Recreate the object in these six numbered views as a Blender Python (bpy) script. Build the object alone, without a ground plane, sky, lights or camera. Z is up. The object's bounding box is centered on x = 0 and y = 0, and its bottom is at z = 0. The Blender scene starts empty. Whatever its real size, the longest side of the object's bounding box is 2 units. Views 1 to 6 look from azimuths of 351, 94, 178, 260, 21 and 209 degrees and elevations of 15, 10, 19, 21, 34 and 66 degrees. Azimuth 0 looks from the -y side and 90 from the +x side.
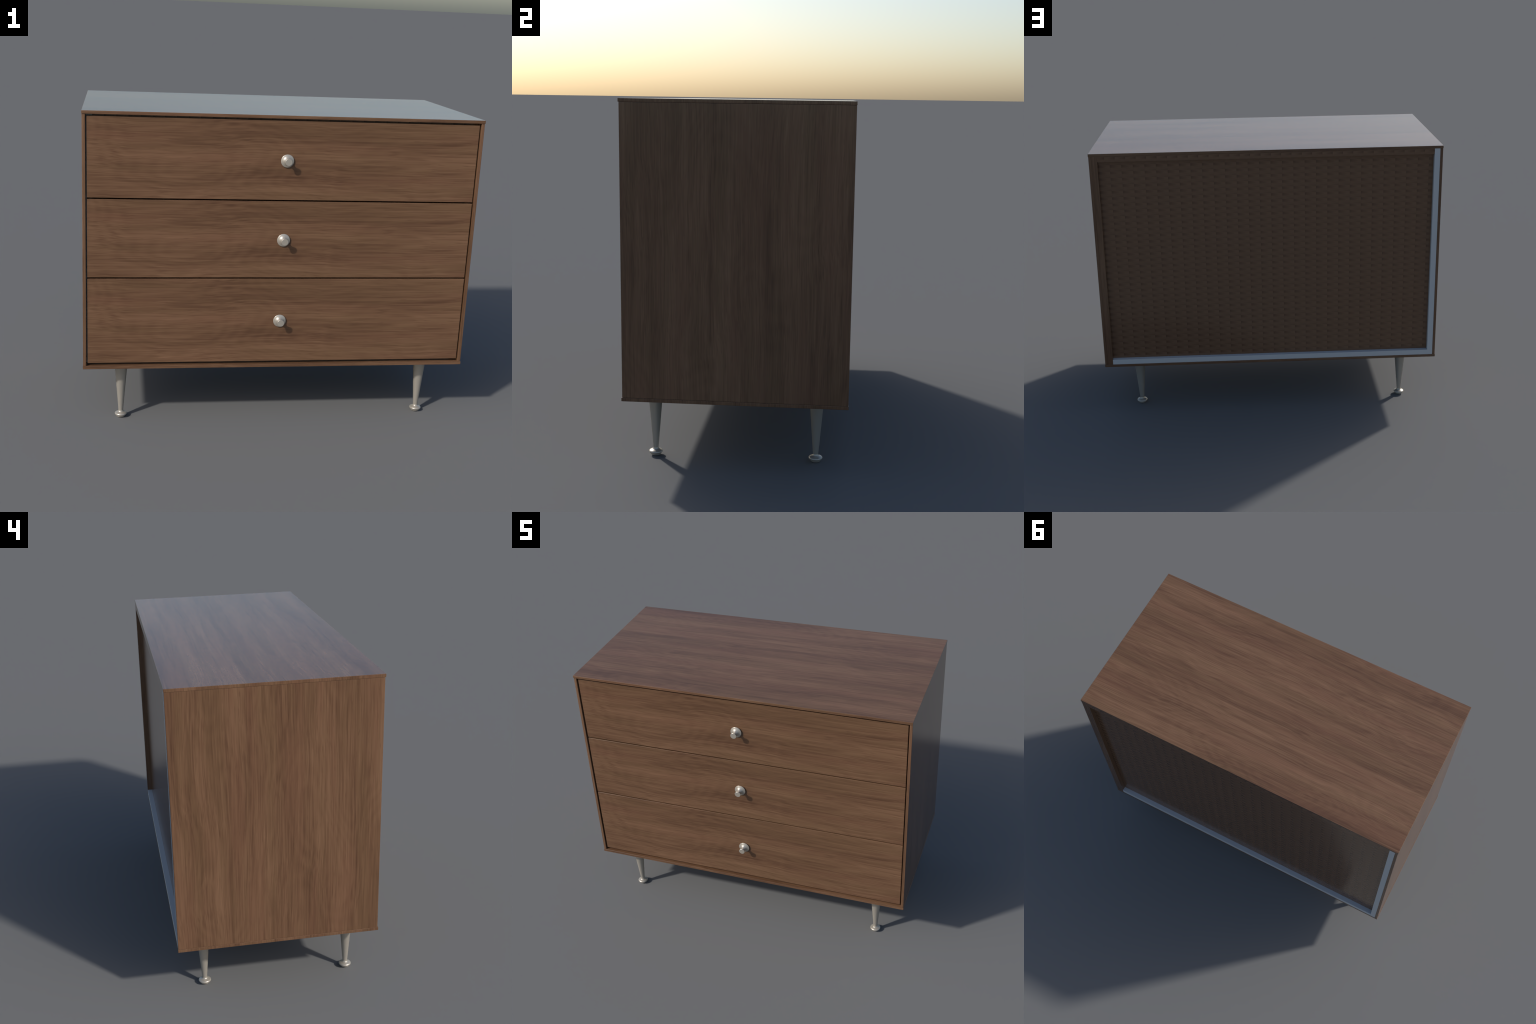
import bpy, bmesh, math
from mathutils import Vector

# ------------------------------------------------------------------ sizes (m)
HALF_W = 1.0                       # top and bottom boards reach x = +-1
Y_FRONT, Y_BACK = -0.4755, 0.5152  # front and back edges of those boards
Z_TOP, Z_TOP_UNDER = 1.6200, 1.6042
Z_BASE, Z_BASE_OVER = 0.3115, 0.3278
SIDE_X, SIDE_IN = 0.9986, 0.9825   # side board, outer and inner face
SIDE_Y0, SIDE_Y1 = -0.4720, 0.5140
LINE_IN = 0.9510                   # inner edge of the lining frame
LINE_Z0, LINE_Z1 = 0.3580, 1.5718
LINE_Y0, LINE_Y1 = -0.4180, 0.5142
BACK_Y = 0.4868                    # sunk back board
DRAWER_Y = -0.4657
DRAWER_X = 0.9762
KNOB_LEN = 0.5152 - 0.4657


# ------------------------------------------------------------------ materials
class Nodes:
    """Tiny helper for writing node graphs as expressions."""

    def __init__(self, name):
        self.mat = bpy.data.materials.new(name)
        self.mat.use_nodes = True
        self.t = self.mat.node_tree
        self.t.nodes.clear()
        self.out = self.t.nodes.new("ShaderNodeOutputMaterial")
        self.bsdf = self.t.nodes.new("ShaderNodeBsdfPrincipled")
        self.t.links.new(self.bsdf.outputs[0], self.out.inputs[0])

    def put(self, socket, v):
        if hasattr(v, "is_output"):
            self.t.links.new(v, socket)
        else:
            socket.default_value = v

    def math(self, op, a, b=0.0, c=0.0):
        n = self.t.nodes.new("ShaderNodeMath")
        n.operation = op
        for i, v in enumerate((a, b, c)):
            self.put(n.inputs[i], v)
        return n.outputs[0]

    def coords(self):
        n = self.t.nodes.new("ShaderNodeTexCoord")
        return n.outputs["Object"]

    def split(self, v):
        n = self.t.nodes.new("ShaderNodeSeparateXYZ")
        self.put(n.inputs[0], v)
        return n.outputs[0], n.outputs[1], n.outputs[2]

    def join(self, x, y, z):
        n = self.t.nodes.new("ShaderNodeCombineXYZ")
        for i, v in enumerate((x, y, z)):
            self.put(n.inputs[i], v)
        return n.outputs[0]

    def noise(self, vec, detail=2.0, rough=0.5, scale=1.0, distortion=0.0):
        n = self.t.nodes.new("ShaderNodeTexNoise")
        self.put(n.inputs["Vector"], vec)
        n.inputs["Scale"].default_value = scale
        n.inputs["Detail"].default_value = detail
        n.inputs["Roughness"].default_value = rough
        n.inputs["Distortion"].default_value = distortion
        return n.outputs["Fac"]

    def span(self, v, a, b, lo=0.0, hi=1.0, smooth=True):
        n = self.t.nodes.new("ShaderNodeMapRange")
        n.interpolation_type = "SMOOTHSTEP" if smooth else "LINEAR"
        for i, x in enumerate((v, a, b, lo, hi)):
            self.put(n.inputs[i], x)
        return n.outputs[0]

    def ramp(self, fac, stops):
        n = self.t.nodes.new("ShaderNodeValToRGB")
        self.put(n.inputs[0], fac)
        e = n.color_ramp.elements
        while len(e) < len(stops):
            e.new(0.5)
        for el, (p, c) in zip(e, stops):
            el.position = p
            el.color = (*c, 1)
        return n.outputs[0]

    def mix(self, fac, a, b, mode="MIX"):
        n = self.t.nodes.new("ShaderNodeMix")
        n.data_type = "RGBA"
        n.blend_type = mode
        self.put(n.inputs[0], fac)
        self.put(n.inputs[6], a)
        self.put(n.inputs[7], b)
        return n.outputs[2]

    def bump(self, height, strength, distance):
        n = self.t.nodes.new("ShaderNodeBump")
        n.inputs["Strength"].default_value = strength
        n.inputs["Distance"].default_value = distance
        self.put(n.inputs["Height"], height)
        self.t.links.new(n.outputs[0], self.bsdf.inputs["Normal"])


WALNUT_DARK = (0.080, 0.0390, 0.0210)
WALNUT_MID = (0.133, 0.0705, 0.0385)
WALNUT_LIGHT = (0.188, 0.1050, 0.0600)
WALNUT_RED = (0.152, 0.0735, 0.0430)
WALNUT_OLIVE = (0.124, 0.0740, 0.0360)
WOOD_ROUGHNESS = 0.18
WOOD_IOR = 1.50


def finish_wood(m, colour, rough=None):
    b = m.bsdf
    m.put(b.inputs["Base Color"], colour)
    m.put(b.inputs["Roughness"], WOOD_ROUGHNESS if rough is None else rough)
    b.inputs["IOR"].default_value = WOOD_IOR
    b.inputs["Specular IOR Level"].default_value = 0.5


def walnut(name, grain, shift=(0, 0, 0), size=1.0):
    """Walnut veneer, grain along object axis 'x' or 'z'."""
    m = Nodes(name)
    x, y, z = m.split(m.coords())
    along, a1, a2 = {"x": (x, y, z), "z": (z, x, y)}[grain]
    along = m.math("MULTIPLY_ADD", along, 1.0 / size, shift[0])
    a1 = m.math("MULTIPLY_ADD", a1, 1.0 / size, shift[1])
    a2 = m.math("MULTIPLY_ADD", a2, 1.0 / size, shift[2])

    # the grain wanders sideways a little along its length
    w = m.noise(m.join(m.math("MULTIPLY", along, 1.3), m.math("MULTIPLY", a1, 3.0),
                       m.math("MULTIPLY", a2, 3.0)), detail=2)
    w = m.math("MULTIPLY_ADD", w, 0.06, -0.03)
    b1, b2 = m.math("ADD", a1, w), m.math("ADD", a2, w)

    def streak(fa, fb, detail=2.0, rough=0.5):
        return m.noise(m.join(m.math("MULTIPLY", along, fa), m.math("MULTIPLY", b1, fb),
                              m.math("MULTIPLY", b2, fb)), detail, rough)

    broad = streak(0.7, 8.0, 2.0)
    band = streak(1.3, 28.0, 2.0)
    line = streak(1.9, 125.0, 1.0, 0.5)
    fibre = streak(5.0, 280.0, 1.0, 0.5)
    # growth rings: contour lines of a long soft field give cathedral arcs
    field = streak(0.9, 3.2, 1.0)
    ring = m.math("SINE", m.math("MULTIPLY", field, 150.0))

    v = m.math("MULTIPLY_ADD", broad, 0.74, 0.0)
    v = m.math("MULTIPLY_ADD", band, 0.44, v)
    v = m.math("MULTIPLY_ADD", line, 0.54, v)
    v = m.math("MULTIPLY_ADD", fibre, 0.58, v)
    v = m.math("MULTIPLY_ADD", ring, 0.030, v)
    v = m.math("ADD", v, -0.628)
    base = m.ramp(v, [(0.16, WALNUT_DARK), (0.50, WALNUT_MID), (0.86, WALNUT_LIGHT)])

    hue = streak(1.1, 16.0, 2.0)
    red = m.span(hue, 0.50, 0.68, 0.0, 0.34)
    olive = m.span(hue, 0.48, 0.34, 0.0, 0.22)
    base = m.mix(red, base, (*WALNUT_RED, 1))
    base = m.mix(olive, base, (*WALNUT_OLIVE, 1))
    # short dark pores
    pore = streak(15.0, 190.0, 1.0)
    pore = m.span(pore, 0.64, 0.74, 0.0, 0.30)
    base = m.mix(pore, base, (*WALNUT_DARK, 1))
    finish_wood(m, base)
    return m.mat


def tiled_walnut(name, period_u, period_v, u0, v0, direction):
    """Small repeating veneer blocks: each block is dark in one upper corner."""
    m = Nodes(name)
    x, y, z = m.split(m.coords())
    u = m.math("MULTIPLY", m.math("SUBTRACT", u0, x), direction / period_u)
    v = m.math("MULTIPLY", m.math("SUBTRACT", v0, z), 1.0 / period_v)
    s, t = m.math("FRACT", u), m.math("FRACT", v)
    # the same grain sits in every block
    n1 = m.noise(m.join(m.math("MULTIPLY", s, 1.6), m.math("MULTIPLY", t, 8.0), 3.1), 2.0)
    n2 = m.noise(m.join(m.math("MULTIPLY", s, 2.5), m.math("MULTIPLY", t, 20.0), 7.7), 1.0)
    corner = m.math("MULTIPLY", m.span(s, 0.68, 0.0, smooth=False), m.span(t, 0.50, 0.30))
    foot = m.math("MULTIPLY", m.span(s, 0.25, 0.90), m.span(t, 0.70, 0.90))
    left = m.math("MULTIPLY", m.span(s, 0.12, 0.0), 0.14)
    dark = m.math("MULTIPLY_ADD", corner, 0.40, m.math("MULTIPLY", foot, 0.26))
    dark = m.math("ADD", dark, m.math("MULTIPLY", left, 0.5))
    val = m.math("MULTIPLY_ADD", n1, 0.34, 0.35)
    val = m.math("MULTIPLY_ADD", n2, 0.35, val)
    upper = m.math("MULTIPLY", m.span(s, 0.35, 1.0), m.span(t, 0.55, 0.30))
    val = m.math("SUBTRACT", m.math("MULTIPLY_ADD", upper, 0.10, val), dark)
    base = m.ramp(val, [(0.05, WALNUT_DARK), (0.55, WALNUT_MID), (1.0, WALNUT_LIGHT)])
    finish_wood(m, base)
    return m.mat


def plain(name, colour, rough, metallic=0.0):
    m = Nodes(name)
    c = m.coords()
    n = m.noise(c, 2.0, 0.5, scale=60.0)
    col = m.mix(n, tuple(v * 0.99 for v in colour) + (1,), tuple(v * 1.01 for v in colour) + (1,))
    m.put(m.bsdf.inputs["Base Color"], col)
    m.bsdf.inputs["Roughness"].default_value = rough
    m.bsdf.inputs["Metallic"].default_value = metallic
    return m.mat


WOOD_TOP = walnut("walnut_top", "x", (3.3, 1.7, 0.4))
WOOD_BASE = walnut("walnut_base", "x", (8.1, 4.2, 2.9))
WOOD_DRAWER = walnut("walnut_drawer", "x", (0.7, 9.5, 5.2))
WOOD_SIDE = walnut("walnut_side", "z", (5.4, 2.2, 7.3))
WOOD_END = walnut("walnut_end", "z", (1.4, 6.2, 3.3), 0.7)
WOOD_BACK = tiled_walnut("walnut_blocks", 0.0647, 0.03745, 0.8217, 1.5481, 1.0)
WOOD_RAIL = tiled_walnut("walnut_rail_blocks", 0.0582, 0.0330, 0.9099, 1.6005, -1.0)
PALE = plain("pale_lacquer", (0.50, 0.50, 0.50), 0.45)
METAL = plain("satin_nickel", (0.42, 0.387, 0.335), 0.33, 0.45)


# ------------------------------------------------------------------ geometry
def add_object(name, mesh, parent, location=(0, 0, 0)):
    ob = bpy.data.objects.new(name, mesh)
    bpy.context.scene.collection.objects.link(ob)
    ob.location = location
    if parent:
        ob.parent = parent
    return ob


def board(name, lo, hi, mats, parent, bevel=0.0015, ends=None, centre=False):
    """Box-shaped board with eased edges; faces towards +-x may take a second material."""
    lo, hi = Vector(lo), Vector(hi)
    mid = (lo + hi) / 2
    org = mid if centre else Vector((0, 0, 0))
    bm = bmesh.new()
    bmesh.ops.create_cube(bm, size=1.0)
    for v in bm.verts:
        v.co = Vector((v.co[i] * (hi[i] - lo[i]) + mid[i] - org[i] for i in range(3)))
    if bevel:
        bmesh.ops.bevel(bm, geom=list(bm.edges), offset=bevel, segments=3,
                        profile=0.5, affect="EDGES")
    bm.normal_update()
    for f in bm.faces:
        f.smooth = True
        if ends is not None and abs(f.normal.x) > 0.8:
            f.material_index = 1
    me = bpy.data.meshes.new(name)
    bm.to_mesh(me)
    bm.free()
    me.materials.append(mats)
    if ends is not None:
        me.materials.append(ends)
    me.set_sharp_from_angle(angle=math.radians(25))
    ob = add_object(name, me, parent, org)
    # flat faces keep flat shading although the eased edges are smooth
    md = ob.modifiers.new("weighted", "WEIGHTED_NORMAL")
    md.keep_sharp = True
    return ob


def smooth_profile(points, steps=4):
    """Catmull-Rom through (radius, height) control points."""
    out = []
    p = [Vector(q) for q in points]
    for i in range(len(p) - 1):
        p0, p1 = p[max(i - 1, 0)], p[i]
        p2, p3 = p[i + 1], p[min(i + 2, len(p) - 1)]
        for k in range(steps):
            t = k / steps
            q = 0.5 * (2 * p1 + (p2 - p0) * t + (2 * p0 - 5 * p1 + 4 * p2 - p3) * t * t
                       + (3 * p1 - p0 - 3 * p2 + p3) * t ** 3)
            out.append((max(q.x, 0.0), q.y))
    out.append(tuple(points[-1]))
    return out


def lathe(name, profile, mat, segments=64, axis="z"):
    """Turned mesh; profile is (radius, height) from bottom to top, ends on the axis are closed."""
    bm = bmesh.new()
    rings = []
    for r, h in profile:
        def place(a):
            x, y = r * math.cos(a), r * math.sin(a)
            return (x, y, h) if axis == "z" else (x, -h, y)
        if r < 1e-6:
            rings.append([bm.verts.new(place(0))])
        else:
            rings.append([bm.verts.new(place(2 * math.pi * i / segments)) for i in range(segments)])
    for a, b in zip(rings, rings[1:]):
        n = max(len(a), len(b))
        if n == 1:
            continue
        for i in range(n):
            j = (i + 1) % n
            if len(a) == 1:
                bm.faces.new((a[0], b[j], b[i]))
            elif len(b) == 1:
                bm.faces.new((a[i], a[j], b[0]))
            else:
                bm.faces.new((a[i], a[j], b[j], b[i]))
    bmesh.ops.recalc_face_normals(bm, faces=bm.faces)
    for f in bm.faces:
        f.smooth = True
    me = bpy.data.meshes.new(name)
    bm.to_mesh(me)
    bm.free()
    me.materials.append(mat)
    me.set_sharp_from_angle(angle=math.radians(32))
    return me


# ------------------------------------------------------------------ the chest
chest = bpy.data.objects.new("chest_of_drawers", None)
bpy.context.scene.collection.objects.link(chest)
chest["label"] = "walnut chest with three drawers, round knobs, tapered metal legs"
chest["category"] = "chest of drawers"

board("top_panel", (-HALF_W, Y_FRONT, Z_TOP_UNDER), (HALF_W, Y_BACK, Z_TOP),
      WOOD_TOP, chest, ends=WOOD_END)
board("bottom_panel", (-HALF_W, Y_FRONT, Z_BASE), (HALF_W, Y_BACK, Z_BASE_OVER),
      WOOD_BASE, chest, ends=WOOD_END)
for sgn in (-1, 1):
    x0, x1 = sorted((sgn * SIDE_X, sgn * SIDE_IN))
    board("side_panel", (x0, SIDE_Y0, Z_BASE_OVER), (x1, SIDE_Y1, Z_TOP_UNDER),
          WOOD_SIDE, chest, bevel=0.0018)

# lining frame: pale stile and pale bottom rail, veneered stile and top rail
board("frame_stile", (-SIDE_IN, LINE_Y0, Z_BASE_OVER), (-LINE_IN, LINE_Y1, Z_TOP_UNDER),
      PALE, chest, bevel=0.0006)
board("frame_stile", (LINE_IN, LINE_Y0, Z_BASE_OVER), (SIDE_IN, LINE_Y1, Z_TOP_UNDER),
      WOOD_SIDE, chest, bevel=0.0006)
board("frame_rail", (-LINE_IN, LINE_Y0, Z_BASE_OVER), (LINE_IN, LINE_Y1, LINE_Z0),
      PALE, chest, bevel=0.0006)
board("frame_rail", (-LINE_IN, LINE_Y0, LINE_Z1), (LINE_IN, LINE_Y1, Z_TOP_UNDER),
      WOOD_RAIL, chest, bevel=0.0006)
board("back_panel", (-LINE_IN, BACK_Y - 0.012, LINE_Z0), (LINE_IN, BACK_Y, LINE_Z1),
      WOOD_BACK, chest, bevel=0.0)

# drawers with their knobs
knob_profile = (
    [(0.0, 0.0)]
    + smooth_profile([(0.0262, 0.0), (0.0272, 0.0016), (0.0296, 0.0032), (0.0322, 0.0046),
                      (0.0329, 0.0064), (0.0320, 0.0082), (0.0296, 0.0093), (0.0266, 0.0103),
                      (0.0224, 0.0123), (0.0174, 0.0160), (0.0131, 0.0210), (0.0101, 0.0264),
                      (0.0086, 0.0320), (0.0092, 0.0368), (0.0123, 0.0415), (0.0156, 0.0451),
                      (0.0174, 0.0474)])
    + [(0.0176, KNOB_LEN - 0.0010), (0.0166, KNOB_LEN), (0.0, KNOB_LEN)]
)
knob_mesh = lathe("knob", knob_profile, METAL, axis="y")
for z0, z1 in ((1.1985, 1.5937), (0.7950, 1.1913), (0.3415, 0.7880)):
    d = board("drawer", (-DRAWER_X, DRAWER_Y, z0), (DRAWER_X, DRAWER_Y + 0.0400, z1),
              WOOD_DRAWER, chest, bevel=0.0022, centre=True)
    k = add_object("knob", knob_mesh, d)
    k.location = Vector((0, DRAWER_Y, (z0 + z1) / 2)) - d.location

# turned legs with button feet
FOOT_TOP = 0.0345
foot_profile = (
    [(0.0, 0.0)]
    + smooth_profile([(0.0185, 0.0), (0.0215, 0.0012), (0.0232, 0.0040), (0.0238, 0.0072),
                      (0.0246, 0.0086)])
    + smooth_profile([(0.0272, 0.0096), (0.0300, 0.0118), (0.0314, 0.0152), (0.0308, 0.0186),
                      (0.0282, 0.0216), (0.0235, 0.0240), (0.0182, 0.0262), (0.0143, 0.0292),
                      (0.0123, FOOT_TOP)])
)
foot_mesh = lathe("foot", foot_profile, METAL)
LEG_TOP = Z_BASE + 0.004
leg_mesh = lathe("leg", [(0.0123 + (0.0350 - 0.0123) * t / 8, FOOT_TOP + (LEG_TOP - FOOT_TOP) * t / 8)
                         for t in range(9)] + [(0.0, LEG_TOP)], METAL)
for x in (-0.808, 0.808):
    for y in (-0.362, 0.374):
        leg = add_object("leg", leg_mesh, chest, (x, y, 0.0))
        add_object("foot", foot_mesh, leg)
